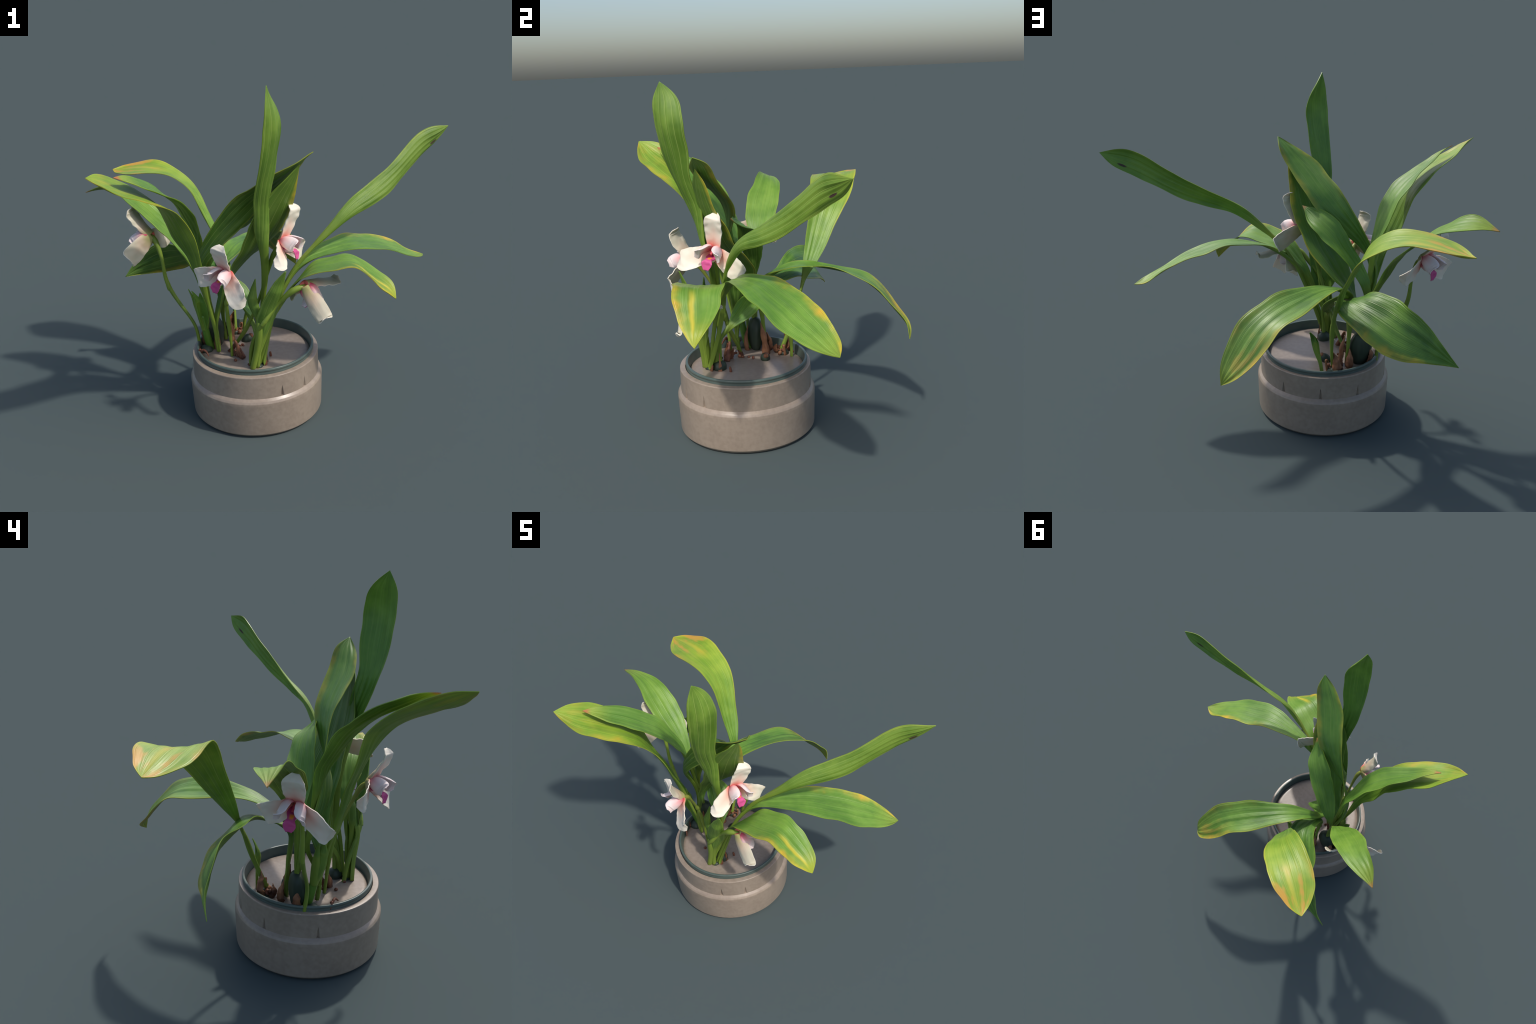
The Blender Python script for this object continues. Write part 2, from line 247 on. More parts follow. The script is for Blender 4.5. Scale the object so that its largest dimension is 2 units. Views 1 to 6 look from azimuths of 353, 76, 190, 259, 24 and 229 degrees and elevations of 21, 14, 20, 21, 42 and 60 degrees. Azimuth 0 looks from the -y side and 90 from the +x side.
def tepal_material(name, body, base, mid=None, reach=0.45, gold=False):
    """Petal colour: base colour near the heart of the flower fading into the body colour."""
    m = Nodes(name)
    along, across = m.scalar("along"), m.scalar("across")
    n = m.noise(m.coord(), 18, 3)
    centre = m.math("SUBTRACT", 1.0, m.math("MULTIPLY", m.math("ABSOLUTE", across), 0.35))
    d = m.math("ADD", m.math("DIVIDE", along, centre), m.math("MULTIPLY", m.math("SUBTRACT", n, 0.5), 0.16))
    fac = m.smooth(d, reach, 0.04)
    col = m.mix(m.math("MULTIPLY", m.smooth(n, 0.3, 0.7), 0.3), body, tuple(v * 0.86 for v in body))
    if mid:
        col = m.mix(m.smooth(d, reach * 1.75, reach * 0.5), col, mid)
    col = m.mix(fac, col, base)
    if gold:
        spot = m.math("MULTIPLY", m.smooth(m.math("ABSOLUTE", m.math("SUBTRACT", along, 0.42)), 0.16, 0.05), m.smooth(m.math("ABSOLUTE", across), 0.7, 0.2))
        col = m.mix(spot, col, (0.95, 0.35, 0.04))
    veins = m.noise(m.combine(m.math("MULTIPLY", across, 9.0), m.math("MULTIPLY", along, 1.5), 0.0), 1.0, 3)
    m.bump(veins, 0.12, 0.006)
    m.bsdf.inputs["Subsurface Weight"].default_value = 0.15
    m.bsdf.inputs["Subsurface Radius"].default_value = (0.02, 0.012, 0.01)
    m.bsdf.inputs["Subsurface Scale"].default_value = 0.3
    return m.finish(col, 0.5, 0.3)


MAT = dict(
    leaf=leaf_material("leaf_upper_green", False),
    under=leaf_material("leaf_under_green", True),
    stem=plain_material("stem_green", (0.12, 0.20, 0.020), (0.22, 0.31, 0.040), 9, 0.42, 0.45, 0.15, (1, 1, 0.25), (0.26, 0.27, 0.05)),
    shoot=plain_material("young_shoot_green", (0.07, 0.18, 0.015), (0.12, 0.25, 0.030), 14, 0.42, 0.45, 0.1, (1, 1, 0.2)),
    bulb=plain_material("pseudobulb_dark_green", (0.024, 0.038, 0.026), (0.048, 0.068, 0.044), 22, 0.45, 0.4, 0.3, (1, 1, 0.2)),
    husk=plain_material("dry_husk_brown", (0.13, 0.048, 0.025), (0.34, 0.155, 0.075), 30, 0.6, 0.3, 0.5, (1, 1, 0.25), (0.09, 0.04, 0.025)),
    root=plain_material("root_brown", (0.11, 0.035, 0.022), (0.24, 0.095, 0.05), 40, 0.55, 0.35, 0.4),
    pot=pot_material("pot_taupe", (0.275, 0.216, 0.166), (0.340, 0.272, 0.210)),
    soil=pot_material("soil_disc_taupe", (0.27, 0.215, 0.175), (0.34, 0.275, 0.225), True),
    ring=plain_material("ring_dark_teal", (0.070, 0.098, 0.086), (0.090, 0.122, 0.104), 12, 0.35, 0.5),
    notch=plain_material("notch_shadow_grey", (0.10, 0.085, 0.07), (0.13, 0.11, 0.09), 30, 0.8, 0.2),
    sepal=tepal_material("sepal_cream", (0.83, 0.755, 0.63), (0.74, 0.17, 0.13), (0.84, 0.52, 0.41), 0.41),
    sepal_back=tepal_material("sepal_back_olive_cream", (0.62, 0.57, 0.44), (0.40, 0.38, 0.14), (0.60, 0.44, 0.32), 0.40),
    petal=tepal_material("petal_blush", (0.80, 0.68, 0.66), (0.60, 0.07, 0.12), (0.78, 0.45, 0.44), 0.40),
    lip=tepal_material("lip_magenta", (0.62, 0.09, 0.27), (0.40, 0.015, 0.08), None, 0.5, True),
    column=plain_material("column_rose", (0.55, 0.05, 0.10), (0.70, 0.15, 0.18), 20, 0.4, 0.4),
)

# --------------------------------------------------------------------------- geometry helpers
def spline_matrix(n, t):
    """Rows of a natural cubic spline basis through n equally spaced knots at parameters t in 0..1."""
    eye, left, right = np.eye(n), np.zeros((n, n)), np.zeros((n, n))
    left[0, 0] = left[-1, -1] = 1
    for i in range(1, n - 1):
        left[i, i - 1], left[i, i], left[i, i + 1] = 1, 4, 1
        right[i, i - 1], right[i, i], right[i, i + 1] = 6, -12, 6
    d2 = np.linalg.solve(left, right)
    rows = []
    for x in np.asarray(t) * (n - 1):
        i = min(int(x), n - 2)
        u, a = x - i, 1 - x + i
        rows.append(a * eye[i] + u * eye[i + 1] + ((a**3 - a) * d2[i] + (u**3 - u) * d2[i + 1]) / 6)
    return np.array(rows)


def unit(v):
    v = np.asarray(v, float)
    return v / (np.linalg.norm(v, axis=-1, keepdims=True) + 1e-12)


def link(obj, parent=None):
    bpy.context.scene.collection.objects.link(obj)
    if parent is not None:
        obj.parent = parent
    return obj


def mesh_object(name, verts, faces, mats, parent=None, slots=None, sharp=None, scalars=None, smooth=True):
    me = bpy.data.meshes.new(name)
    me.from_pydata([tuple(v) for v in verts], [], faces)
    for m in mats:
        me.materials.append(m)
    if slots is not None:
        me.polygons.foreach_set("material_index", slots)
    me.polygons.foreach_set("use_smooth", [smooth] * len(me.polygons))
    for key, values in (scalars or {}).items():
        me.attributes.new(key, "FLOAT", "POINT").data.foreach_set("value", np.asarray(values, np.float32))
    if sharp:
        ev = np.empty(len(me.edges) * 2, int)
        me.edges.foreach_get("vertices", ev)
        ev = ev.reshape(-1, 2)
        flags = np.zeros(len(me.vertices), bool)
        flags[list(sharp)] = True
        same = flags[ev[:, 0]] & flags[ev[:, 1]]
        me.attributes.new("sharp_edge", "BOOLEAN", "EDGE").data.foreach_set("value", same)
    me.update()
    return link(bpy.data.objects.new(name, me), parent)


def rib_grid(spine, rib, rows, cols, cup, pleat, ripple, seed, thick, stalk=0.0, roll=0.0, edgy=0.03):
    """Loft a thin-bodied blade: upper skin, lower skin and the rim between them."""
    n = len(spine)
    t = np.linspace(0, 1, rows)
    basis = spline_matrix(n, t)
    mid, w = basis @ np.array(spine, float), basis @ np.array(rib, float)
    hw = np.linalg.norm(w, axis=1)
    tan = unit(np.gradient(mid, axis=0))
    side = unit(w - (w * tan).sum(1)[:, None] * tan)
    for k in range(rows - 2, -1, -1):  # the very tip has no width: carry the frame on
        if hw[k] > 1e-4:
            side[k + 1 :] = side[k]
            break
    nor = unit(np.cross(side, tan))
    least = stalk * np.clip((0.93 - t) / 0.1, 0, 1)
    grow = np.where(hw < least, least / np.maximum(hw, 1e-5), 1.0)
    w = np.where((hw < 1e-4)[:, None], side * np.maximum(least, 2e-4)[:, None], w * grow[:, None])
    hw = np.linalg.norm(w, axis=1)
    blade = np.clip((hw - 0.016) / 0.035, 0, 1)
    blade = np.maximum(blade, np.clip((t - 0.62) / 0.2, 0, 1))
    s = np.linspace(-1, 1, cols)
    upper, lower, al, ac, bl = [], [], [], [], []
    for i in range(rows):
        # thickness: a thin blade, a nearly round stalk
        body = (1 - blade[i]) * hw[i] * 0.9 + thick
        for j in range(cols):
            q = s[j]
            fade = 1 - q * q
            h = -cup * hw[i] * fade * (0.35 + 0.65 * blade[i])
            ribs = math.cos(q * 13.7) * pleat * (1 + 0.9 * noise.noise((q * 4, t[i] * 3, seed))) * blade[i] * min(1, hw[i] / 0.05) * (1 - abs(q) ** 6)
            wav = noise.noise((t[i] * 9 + seed, 2.0 * q, seed * 3.1)) * ripple * (0.25 + 0.75 * q * q) * min(1, hw[i] / 0.05)
            edge = 1 + edgy * blade[i] * noise.noise((t[i] * 16, seed, q * 0.4)) * abs(q)
            p = mid[i] + w[i] * q * edge + nor[i] * (h + ribs + wav)
            if roll and q > 0.45:  # the right margin rolled over towards the underside
                a = math.radians(165) * (q - 0.45) / 0.55
                folded = mid[i] + w[i] * (0.66 + 0.34 * math.sin(a)) - nor[i] * hw[i] * (0.34 * (1 - math.cos(a)) + cup * 0.5)
                k = roll * min(1, max(0, (t[i] - 0.48) / 0.12)) * min(1, max(0, (0.84 - t[i]) / 0.16))
                p = p * (1 - k) + folded * k
            elif roll:
                k = roll * min(1, max(0, (t[i] - 0.48) / 0.12)) * min(1, max(0, (0.84 - t[i]) / 0.16))
                p = p + w[i] * k * max(0.0, q + 0.2) * 0.32
            bow = math.sqrt(max(0.0, 1 - q * q))
            upper.append(p + nor[i] * thick * 0.5 + nor[i] * (1 - blade[i]) * 0.25 * hw[i] * bow)
            lower.append(p - nor[i] * (thick * 0.5 + (body - thick) * bow))
            al.append(t[i]); ac.append(q); bl.append(blade[i])
    N = rows * cols
    verts = upper + lower
    faces, slots, rim = [], [], set()
    for i in range(rows - 1):
        for j in range(cols - 1):
            a, b, c, d = i * cols + j, i * cols + j + 1, (i + 1) * cols + j + 1, (i + 1) * cols + j
            faces.append((a, b, c, d)); slots.append(0)
            faces.append((N + d, N + c, N + b, N + a)); slots.append(1)
        for j in (0, cols - 1):
            a, d = i * cols + j, (i + 1) * cols + j
            f = (a, d, N + d, N + a)
            faces.append(f if j == 0 else f[::-1]); slots.append(0)
    for i in (0, rows - 1):
        for j in range(cols - 1):
            a, b = i * cols + j, i * cols + j + 1
            f = (a, N + a, N + b, b)
            faces.append(f if i == 0 else f[::-1]); slots.append(0)
    border = [i * cols + j for i in range(rows) for j in (0, cols - 1)]
    rim = set(border) | {N + k for k in border}
    return verts, faces, slots, rim, dict(along=al * 2, across=ac * 2, blade=bl * 2)


def leaf(name, key, spine, rib, parent, rows=120, cols=29, thick=0.0035, stalk=0.011, pleat=0.0012, ripple=0.011, mats=("leaf", "under"), look=None):
    look = dict(look or {})
    seed = sum(map(ord, key)) * 0.37
    v, f, s, rim, sc = rib_grid(spine, rib, rows, cols, look.pop("cup", 0.12), pleat, ripple, seed, thick, stalk, look.pop("roll", 0.0), 0.075)
    o = mesh_object(name, v, f, [MAT[m] for m in mats], parent, s, rim, sc)
    for p in ("yellow", "tip", "edge_left", "edge_right", "brown", "dark", "spot", "streak", "mottle", "blotch"):
        o[p] = float(look.get(p, 0.0))
    o["seed"] = float(seed)
    return o


def tube(name, points, radii, mat, parent, sides=12, rows=40, flat=1.0, lumps=0.0, seed=0.0, caps=True):
    """A stalk: a round section swept along a smooth spine with a radius at every knot."""
    t = np.linspace(0, 1, rows)
    mid = spline_matrix(len(points), t) @ np.array(points, float)
    rad = np.interp(t, np.linspace(0, 1, len(radii)), radii)
    tan = unit(np.gradient(mid, axis=0))
    ref = np.array([0.31, 0.95, 0.05])
    verts, faces = [], []
    for i in range(rows):
        u = unit(np.cross(tan[i], ref))
        w = np.cross(u, tan[i])
        for j in range(sides):
            a = 2 * math.pi * j / sides
            r = rad[i] * (1 + lumps * noise.noise((t[i] * 12 + seed, math.cos(a) * 1.5, math.sin(a) * 1.5)))
            verts.append(mid[i] + u * math.cos(a) * r + w * math.sin(a) * r * flat)
    for i in range(rows - 1):
        for j in range(sides):
            k = (j + 1) % sides
            faces.append((i * sides + j, i * sides + k, (i + 1) * sides + k, (i + 1) * sides + j))
    faces.append(tuple(range(sides))[::-1])
    faces.append(tuple((rows - 1) * sides + j for j in range(sides)))
    return mesh_object(name, verts, faces, [MAT[mat]], parent)


def lathe(name, profile, mat, parent, centre=(POT_X, POT_Y), steps=192, dent=None, creases=()):
    """Turn a list of (radius, height) round the pot's axis."""
    verts, faces = [], []
    n = len(profile)
    for i in range(steps):
        a = 2 * math.pi * i / steps
        for r, z in profile:
            if dent:
                r += dent(a, r, z)
            verts.append((centre[0] + r * math.cos(a), centre[1] + r * math.sin(a), z))
    for i in range(steps):
        k = (i + 1) % steps
        for j in range(n - 1):
            faces.append((i * n + j, k * n + j, k * n + j + 1, i * n + j + 1))
    sharp = {i * n + j for j in creases for i in range(steps)}
    return mesh_object(name, verts, faces, [MAT[mat]], parent, sharp=sharp)


def rounded(points, radius, steps=4):
    """Round the inner corners of an open profile."""
    out = [points[0]]
    for p, q, r in zip(points, points[1:], points[2:]):
        p, q, r = (np.array(x, float) for x in (p, q, r))
        d = min(radius, np.linalg.norm(p - q) * 0.45, np.linalg.norm(r - q) * 0.45)
        a, b = q + unit(p - q) * d, q + unit(r - q) * d
        for k in range(steps + 1):
            u = k / steps
            out.append(tuple((1 - u) ** 2 * a + 2 * u * (1 - u) * q + u * u * b))
    out.append(points[-1])
    return out


def lump(name, centre, size, mat, parent, lean=(0, 0, 1), knob=0.0, rough=0.1, seed=0.0, segs=32, rings=20, grooves=0.0, power=1.0):
    """An egg-shaped body (pseudobulb, seed, clod) standing along 'lean'."""
    z = unit(lean)
    x = unit(np.cross((0.0, 1.0, 0.0), z))
    y = np.cross(z, x)
    verts, faces = [], []
    for i in range(rings + 1):
        ph = math.pi * i / rings
        for j in range(segs):
            a = 2 * math.pi * j / segs
            r = math.sin(ph) ** power * (1 + 0.18 * math.cos(ph) * -knob)
            r *= 1 + rough * noise.noise((math.cos(a) * 1.3 + seed, math.sin(a) * 1.3, ph * 1.5)) + grooves * math.cos(a * 7 + seed)
            verts.append(np.array(centre) + x * size[0] * r * math.cos(a) + y * size[1] * r * math.sin(a) - z * size[2] * math.cos(ph))
    for i in range(rings):
        for j in range(segs):
            k = (j + 1) % segs
            faces.append((i * segs + j, i * segs + k, (i + 1) * segs + k, (i + 1) * segs + j))
    return mesh_object(name, verts, faces, [MAT[mat]], parent)


# --------------------------------------------------------------------------- the plant
plant = link(bpy.data.objects.new("potted_orchid", None))
plant["label"] = "potted orchid with long pleated leaves and cream pink flowers"
plant["category"] = "potted plant"

# pot: wide foot band, ledge, narrower upper band, flat rim; a few thin notches above the ledge
NOTCHES = [math.radians(a) for a in (-75, -50.5, 129, 173, 60, 95)]


def notch(a, r, z):
    if not (0.2267 < z < 0.285 and 0.335 < r < 0.3486):
        return 0.0
    best = min(abs((a - b + math.pi) % (2 * math.pi) - math.pi) for b in NOTCHES) * 0.345
    width = 0.0105 * (1 - (z - 0.2267) / 0.058)
    return -0.012 * max(0.0, 1 - best / max(width, 1e-4))


foot = rounded([(0.0, 0.0), (0.345, 0.0), (0.3610, 0.0175), (0.3670, 0.1900), (0.3665, 0.2040), (0.3606, 0.2150), (0.3492, 0.2262)], 0.0025)
ledge = [(0.3488, 0.2266), (0.3484, 0.2268)]
wall = [(0.3484 - 0.0010 * k / 14, 0.2268 + 0.118 * k / 14) for k in range(1, 15)]
top = rounded([(0.3474, 0.3460), (0.3458, 0.3508), (0.318, 0.3525), (0.318, 0.300)], 0.003)
crease = len(foot) + len(ledge) - 1
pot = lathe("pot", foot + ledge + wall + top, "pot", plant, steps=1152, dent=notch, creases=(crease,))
ring = lathe("pot_ring", rounded([(0.300, 0.318), (0.308, 0.362), (0.3105, 0.3790), (0.3215, 0.3800), (0.3245, 0.3700), (0.3205, 0.3640), (0.3225, 0.3505), (0.3225, 0.340)], 0.004), "ring", pot, centre=(-0.146, -0.199))


soil_profile = [(0.0, SOIL_Z)] + [(0.3045 * k / 30, SOIL_Z - 0.010 * max(0, (k / 30 - 0.93) / 0.07) ** 2) for k in range(1, 31)] + [(0.309, 0.312)]
soil = lathe("soil", soil_profile, "soil", plant, centre=(-0.146, -0.199))

# leaves
for key, data in LEAVES.items():
    leaf("leaf", key, data["spine"], data["rib"], plant, look=LOOK[key])

# --------------------------------------------------------------------------- flowers
SEPAL_WIDTH = [0.028, 0.037, 0.044, 0.049, 0.048, 0.039, 0.014]


def tepal(name, spine, widths, facing, mats, parent, cup, rows=36, cols=17, thick=0.004, ripple=0.003, key="s"):
    """A sepal, petal or lip: a short blade whose inner face looks along 'facing'."""
    t = np.linspace(0, 1, 9)
    pts = spline_matrix(len(spine), t) @ np.array(spine, float)
    tan = unit(np.gradient(pts, axis=0))
    face = np.array(facing, float)
    face = face if face.ndim == 2 else np.repeat(face[None], 9, 0)
    side = unit(np.cross(tan, face))
    hw = np.maximum(spline_matrix(len(widths), t) @ np.array(widths), 0.0005)
    v, f, s, rim, sc = rib_grid(pts, side * hw[:, None], rows, cols, cup, 0.0, ripple, sum(map(ord, key)) * 0.71, thick)
    return mesh_object(name, v, f, [MAT[m] for m in mats], parent, s, rim, sc)


def flower(key, heart, facing, dorsal, laterals, looks=(None, None, None), broad=1.0, hollow=0.08, size=1.0, roll_back=0.02):
    """Three broad sepals spread round the heart, two cupped petals, a lip and a column."""
    c, n = np.array(heart, float), unit(facing)
    up = np.array(dorsal, float) - c
    up = unit(up - n * (up @ n))
    right = np.cross(up, n)

    def at(r, u, f):
        return c + (right * r + up * u + n * f) * size

    body = tube("flower", [at(0, 0, 0.004), at(0, 0.002, 0.016), at(0, 0.004, 0.030), at(0, -0.002, 0.046)], [0.010, 0.010, 0.0080, 0.006], "column", plant, rows=16)
    for k, tip in enumerate([dorsal, *laterals]):
        d = np.array(tip, float) - c
        flat = d - n * (d @ n)
        out = unit(flat)
        fwd = d @ n
        spine = [c + out * 0.004, c + flat * 0.28 + n * (0.2 * fwd + 0.014), c + flat * 0.60 + n * (0.55 * fwd + 0.018), c + d * 0.88 + n * (0.012 + 0.05 * fwd), c + d * 1.02 - n * roll_back]
        look = n + out * 0.05 if looks[k] is None else unit(looks[k])
        tepal("sepal", spine, [w * (broad if k else 1.0) for w in SEPAL_WIDTH], look, ("sepal", "sepal_back"), body, max(0.16, hollow) if k == 0 else hollow, ripple=0.007, key=key + str(k))
    for s in (-1, 1):
        spine = [at(s * 0.010, 0.012, 0.002), at(s * 0.027, 0.017, 0.034), at(s * 0.033, 0.011, 0.068), at(s * 0.042, 0.004, 0.091), at(s * 0.064, 0.004, 0.100)]
        t = np.linspace(0, 1, 9)[:, None]
        face = unit(-right * s * (1.0 - 0.35 * t) - up * (0.75 - 0.4 * t) + n * (0.1 + 0.75 * t**2))
        tepal("petal", spine, [0.015, 0.030, 0.036, 0.033, 0.018], face, ("petal", "petal"), body, 0.22, key=key + "p%d" % s)
    lip = [at(0, -0.010, 0.006), at(0, -0.022, 0.036), at(0, -0.024, 0.066), at(0, -0.036, 0.088), at(0, -0.070, 0.094)]
    t = np.linspace(0, 1, 9)[:, None]
    tepal("lip", lip, [0.014, 0.027, 0.017, 0.027, 0.012], unit(up * (1 - t) + n * (0.3 + t)), ("lip", "petal"), body, 0.25, ripple=0.008, key=key + "l")
    return body


FLOWERS = {
    "left_back": dict(heart=(-0.660, -0.004, 0.988), facing=(-0.80, 0.50, -0.33), dorsal=(-0.756, 0.030, 1.143), laterals=[(-0.569, 0.128, 0.922), (-0.788, -0.120, 0.890)], broad=1.15),
    "left_front": dict(heart=(-0.300, -0.442, 0.902), facing=(-0.72, -0.68, -0.12), dorsal=(-0.334, -0.512, 1.066), laterals=[(-0.452, -0.350, 0.862), (-0.240, -0.566, 0.780)], looks=(None, None, (-0.50, -0.83, 0.12)), broad=1.1),
    "centre": dict(heart=(-0.006, -0.362, 1.004), facing=(0.83, -0.56, -0.04), dorsal=(0.063, -0.368, 1.200), laterals=[(-0.056, -0.536, 0.962), (0.124, -0.255, 0.912)], looks=((0.72, -0.70, 0.0), (0.75, -0.55, 0.30), None), broad=1.1),
    "right_low": dict(heart=(0.080, -0.516, 0.826), facing=(0.45, 0.28, -0.84), dorsal=(0.270, -0.414, 0.807), laterals=[(0.168, -0.592, 0.655), (0.045, -0.365, 0.721)], broad=0.92, hollow=0.22),
}
bodies = {k: flower(k, **v) for k, v in FLOWERS.items()}

# flower stalks: from the soil to the back of each flower, with a sheathing joint half way
STALKS = {
    "left_back": ([(-0.447, -0.105, 0.330), (-0.462, -0.114, 0.461), (-0.511, -0.092, 0.560), (-0.592, -0.052, 0.709), (-0.612, -0.045, 0.850), (-0.640, -0.016, 0.960), (-0.655, -0.006, 0.984)], [0.010, 0.009, 0.009, 0.012, 0.009, 0.016, 0.012]),
    "left_front": ([(-0.283, -0.250, 0.330), (-0.284, -0.258, 0.420), (-0.292, -0.268, 0.550), (-0.298, -0.300, 0.680), (-0.292, -0.360, 0.800), (-0.288, -0.412, 0.880), (-0.296, -0.438, 0.900)], [0.008, 0.008, 0.013, 0.008, 0.008, 0.014, 0.010]),
    "centre": ([(-0.289, -0.193, 0.330), (-0.240, -0.222, 0.410), (-0.200, -0.258, 0.490), (-0.150, -0.305, 0.620), (-0.095, -0.335, 0.790), (-0.045, -0.350, 0.940), (-0.012, -0.360, 1.000)], [0.008, 0.010, 0.013, 0.008, 0.008, 0.014, 0.011]),
    "right_low": ([(-0.197, -0.376, 0.330), (-0.190, -0.395, 0.440), (-0.165, -0.440, 0.550), (-0.123, -0.473, 0.630), (-0.062, -0.478, 0.712), (0.020, -0.512, 0.800), (0.070, -0.517, 0.826)], [0.010, 0.012, 0.009, 0.013, 0.009, 0.017, 0.013]),
}
for k, (pts, rad) in STALKS.items():
    pts = [*pts[:-1], tuple(np.array(FLOWERS[k]["heart"]) + 0.012 * unit(FLOWERS[k]["facing"]))]
    tube("flower_stalk", pts, rad, "stem", plant, rows=60)
    # papery bract at the joint
    p = np.array(pts[3]); q = np.array(pts[4])
    d = unit(q - p)
    tube("bract", [p - d * 0.03, p, p + d * 0.05], [0.010, 0.0135, 0.004], "stem", plant, rows=14)

# --------------------------------------------------------------------------- shoots
def shoot_leaf(key, spine, widths, facing, parent=None, dark=0.1, cup=0.5):
    t = np.linspace(0, 1, 9)
    pts = spline_matrix(len(spine), t) @ np.array(spine, float)
    tan = unit(np.gradient(pts, axis=0))
    side = unit(np.cross(tan, np.array(facing, float)))
    hw = np.maximum(spline_matrix(len(widths), t) @ np.array(widths), 0.0005)
    return leaf("shoot_leaf", key, pts, side * hw[:, None], parent or plant, rows=60, cols=17, thick=0.003, stalk=0.004, pleat=0.001, ripple=0.003, look=dict(cup=cup, dark=dark))


# tall front shoot
shoot_leaf("front_a", [(-0.165, -0.405, 0.335), (-0.135, -0.425, 0.540), (-0.100, -0.455, 0.680), (-0.060, -0.498, 0.815), (-0.018, -0.540, 0.920)], [0.014, 0.018, 0.050, 0.048, 0.030, 0.003], (-0.1, 0.9, 0.5))
shoot_leaf("front_b", [(-0.170, -0.395, 0.335), (-0.140, -0.420, 0.580), (-0.165, -0.405, 0.690), (-0.168, -0.400, 0.760), (-0.152, -0.400, 0.838)], [0.012, 0.014, 0.028, 0.030, 0.018, 0.002], (0.5, 0.6, 0.3))
shoot_leaf("front_c", [(-0.190, -0.412, 0.335), (-0.165, -0.425, 0.450), (-0.150, -0.442, 0.560), (-0.146, -0.435, 0.640), (-0.150, -0.425, 0.700)], [0.016, 0.017, 0.020, 0.016, 0.002], (0.3, 0.9, 0.2))
# left shoot with three points
tube("shoot", [(-0.385, -0.128, 0.330), (-0.402, -0.145, 0.400), (-0.414, -0.160, 0.480), (-0.424, -0.172, 0.560)], [0.024, 0.021, 0.019, 0.012], "shoot", plant, rows=24)
shoot_leaf("left_a", [(-0.412, -0.160, 0.470), (-0.428, -0.162, 0.560), (-0.455, -0.158, 0.640), (-0.488, -0.155, 0.716)], [0.020, 0.022, 0.014, 0.001], (0.7, -0.2, 0.5), cup=0.7)
shoot_leaf("left_b", [(-0.412, -0.162, 0.480), (-0.426, -0.180, 0.570), (-0.442, -0.190, 0.650), (-0.472, -0.180, 0.714)], [0.020, 0.030, 0.022, 0.001], (0.5, -0.6, 0.5), cup=0.5)
shoot_leaf("left_c", [(-0.412, -0.162, 0.480), (-0.416, -0.186, 0.570), (-0.422, -0.192, 0.640), (-0.428, -0.190, 0.700)], [0.020, 0.034, 0.028, 0.004], (-0.6, -0.6, 0.3), cup=0.4)
# small bent shoot at the back
shoot_leaf("back_a", [(-0.176, 0.064, 0.334), (-0.165, 0.062, 0.400), (-0.146, 0.056, 0.460), (-0.133, 0.054, 0.520), (-0.110, 0.070, 0.575)], [0.010, 0.010, 0.016, 0.018, 0.003], (0.1, 0.9, 0.2))
shoot_leaf("back_b", [(-0.150, 0.058, 0.450), (-0.138, 0.056, 0.500), (-0.134, 0.060, 0.545)], [0.010, 0.012, 0.002], (0.5, 0.8, 0.2))

# --------------------------------------------------------------------------- pseudobulbs
lump("pseudobulb", (-0.362, -0.094, 0.415), (0.058, 0.040, 0.102), "bulb", plant, (-0.10, 0.03, 1), 0.9, 0.06, 1.3, grooves=0.02, power=0.8)
lump("pseudobulb", (-0.136, -0.347, 0.342), (0.036, 0.036, 0.040), "bulb", plant, (0, 0, 1), 0.5, 0.08, 4.0, power=0.8)
lump("pseudobulb", (-0.178, -0.088, 0.344), (0.026, 0.026, 0.036), "bulb", plant, (0.75, -0.1, 0.6), 0.3, 0.08, 8.0)
lump("bulb_scar", (-0.154, -0.090, 0.366), (0.014, 0.014, 0.013), "husk", plant, (0.5, -0.1, 0.8), 0.0, 0.3, 9.0, 16, 10)
lump("pseudobulb", (-0.415, -0.150, 0.336), (0.040, 0.036, 0.030), "bulb", plant, (0, 0, 1), 0.2, 0.12, 12.0)
lump("pseudobulb", (-0.160, -0.395, 0.333), (0.030, 0.026, 0.016), "bulb", plant, (0, 0, 1), 0.2, 0.12, 14.0)
lump("pseudobulb", (-0.232, 0.030, 0.338), (0.034, 0.030, 0.024), "bulb", plant, (0, 0, 1), 0.2, 0.15, 15.0)

# --------------------------------------------------------------------------- husks, roots, debris
def husk(spine, widths, facing, cup=0.6, key="h"):
    rnd = random.Random(key)
    widths = [w * rnd.uniform(0.75, 1.15) for w in np.interp(np.linspace(0, 1, 7), np.linspace(0, 1, len(widths)), widths)]
    widths = [w * 0.85 for w in widths]
    tepal("husk", spine, widths, facing, ("husk", "husk"), plant, cup, rows=30, cols=15, thick=0.0025, ripple=0.026, key=key)


husk([(-0.398, -0.080, 0.334), (-0.412, -0.078, 0.380), (-0.416, -0.080, 0.420), (-0.410, -0.084, 0.452)], [0.030, 0.026, 0.014, 0.001], (0.95, -0.1, 0.2), 0.4, "h1")
husk([(-0.352, -0.140, 0.334), (-0.352, -0.146, 0.390), (-0.354, -0.143, 0.440), (-0.356, -0.136, 0.475)], [0.020, 0.020, 0.012, 0.001], (0, 0.95, 0.1), 0.4, "h2")
husk([(-0.270, -0.060, 0.334), (-0.270, -0.064, 0.390), (-0.276, -0.072, 0.450), (-0.284, -0.080, 0.510)], [0.028, 0.024, 0.016, 0.002], (-0.9, -0.2, 0.1), 0.8, "h3")
husk([(-0.308, -0.036, 0.334), (-0.312, -0.034, 0.390), (-0.310, -0.042, 0.440)], [0.026, 0.022, 0.002], (0.2, -0.9, 0.1), 0.8, "h4")
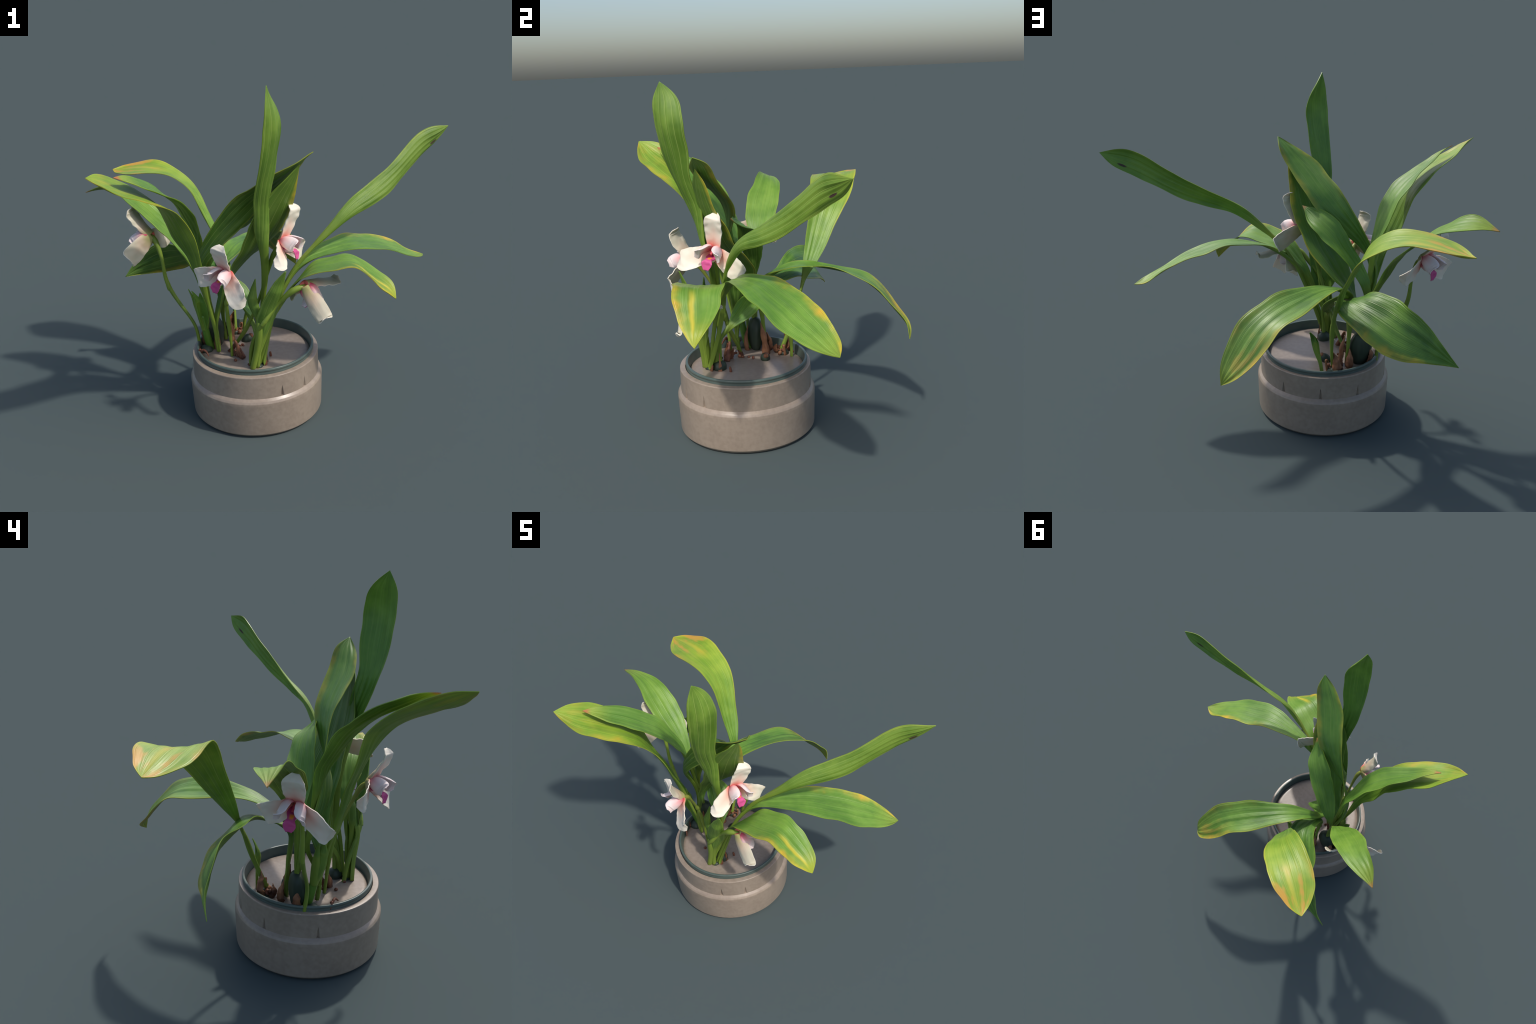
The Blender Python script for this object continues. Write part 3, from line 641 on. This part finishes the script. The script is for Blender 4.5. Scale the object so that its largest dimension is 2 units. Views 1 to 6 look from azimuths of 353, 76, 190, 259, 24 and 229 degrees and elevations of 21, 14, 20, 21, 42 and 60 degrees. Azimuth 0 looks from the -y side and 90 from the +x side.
husk([(-0.250, 0.042, 0.334), (-0.252, 0.052, 0.375), (-0.246, 0.050, 0.420), (-0.232, 0.050, 0.460)], [0.024, 0.028, 0.020, 0.002], (0.3, -0.9, 0.2), 0.7, "h5")
husk([(-0.205, 0.030, 0.334), (-0.196, 0.026, 0.365), (-0.194, 0.020, 0.400), (-0.206, 0.018, 0.380)], [0.012, 0.010, 0.006, 0.002], (-0.6, -0.5, 0.4), 0.4, "h6")
husk([(-0.262, 0.012, 0.334), (-0.256, 0.000, 0.362), (-0.240, -0.004, 0.390)], [0.026, 0.022, 0.004], (0.3, 0.9, 0.3), 0.6, "h7")
husk([(-0.222, -0.292, 0.334), (-0.238, -0.284, 0.375), (-0.258, -0.268, 0.425)], [0.022, 0.020, 0.014], (0.8, -0.3, 0.2), 1.0, "h8")
husk([(-0.246, -0.262, 0.334), (-0.246, -0.256, 0.365), (-0.238, -0.250, 0.398)], [0.018, 0.016, 0.004], (0.6, 0.4, 0.3), 0.9, "h9")
husk([(-0.118, -0.395, 0.334), (-0.116, -0.392, 0.365), (-0.122, -0.388, 0.400)], [0.010, 0.008, 0.002], (0.6, -0.7, 0.1), 0.4, "h10")
husk([(-0.100, -0.352, 0.334), (-0.106, -0.350, 0.380), (-0.112, -0.350, 0.430)], [0.012, 0.007, 0.002], (0.9, -0.2, 0.1), 0.4, "h11")
husk([(-0.440, -0.160, 0.334), (-0.450, -0.160, 0.350), (-0.452, -0.166, 0.372)], [0.024, 0.018, 0.004], (0.8, 0.3, 0.2), 0.7, "h12")

TWIGS = [
    ([(-0.290, -0.194, 0.332), (-0.270, -0.206, 0.362), (-0.250, -0.217, 0.396)], [0.012, 0.0115, 0.008]),
    ([(-0.263, -0.262, 0.432), (-0.250, -0.270, 0.400), (-0.236, -0.280, 0.365), (-0.222, -0.288, 0.334)], [0.006, 0.009, 0.012, 0.014]),
    ([(-0.278, -0.222, 0.352), (-0.272, -0.238, 0.356), (-0.268, -0.258, 0.336)], [0.005, 0.007, 0.006]),
    ([(-0.076, -0.300, 0.334), (-0.077, -0.302, 0.350), (-0.078, -0.304, 0.362)], [0.007, 0.007, 0.005]),
    ([(-0.452, -0.240, 0.372), (-0.440, -0.248, 0.388), (-0.424, -0.262, 0.384), (-0.412, -0.280, 0.364)], [0.005, 0.007, 0.006, 0.003]),
    ([(-0.462, -0.226, 0.356), (-0.456, -0.236, 0.386), (-0.446, -0.232, 0.378)], [0.006, 0.006, 0.004]),
    ([(-0.205, -0.150, 0.334), (-0.212, -0.146, 0.344), (-0.222, -0.150, 0.336)], [0.006, 0.006, 0.004]),
    ([(-0.230, 0.088, 0.336), (-0.248, 0.078, 0.342), (-0.262, 0.064, 0.338)], [0.004, 0.005, 0.003]),
]
for i, (pts, rad) in enumerate(TWIGS):
    tube("root", pts, rad, "root", plant, sides=9, rows=18, lumps=0.35, seed=i * 2.1)
for i, (x, y, r) in enumerate([(-0.271, -0.313, 0.009), (-0.205, -0.376, 0.008), (-0.236, -0.166, 0.007), (-0.258, -0.212, 0.010), (-0.248, -0.196, 0.008)]):
    lump("seed", (x, y, SOIL_Z + r * 0.6), (r, r, r), "root", plant, (0, 0, 1), 0, 0.3, i * 3.0, 14, 9)
random.seed(11)
for i in range(26):
    a, d = random.uniform(0, 6.28), random.uniform(0.0, 0.055)
    lump("husk_crumb", (-0.235 + d * math.cos(a) * 0.7, 0.020 + d * math.sin(a) * 0.6, SOIL_Z + random.uniform(0.004, 0.03)), [random.uniform(0.006, 0.014) for _ in range(3)], random.choice(["root", "husk"]), plant,
         (random.uniform(-1, 1), random.uniform(-1, 1), 1), 0, 0.5, i * 1.7, 10, 7)
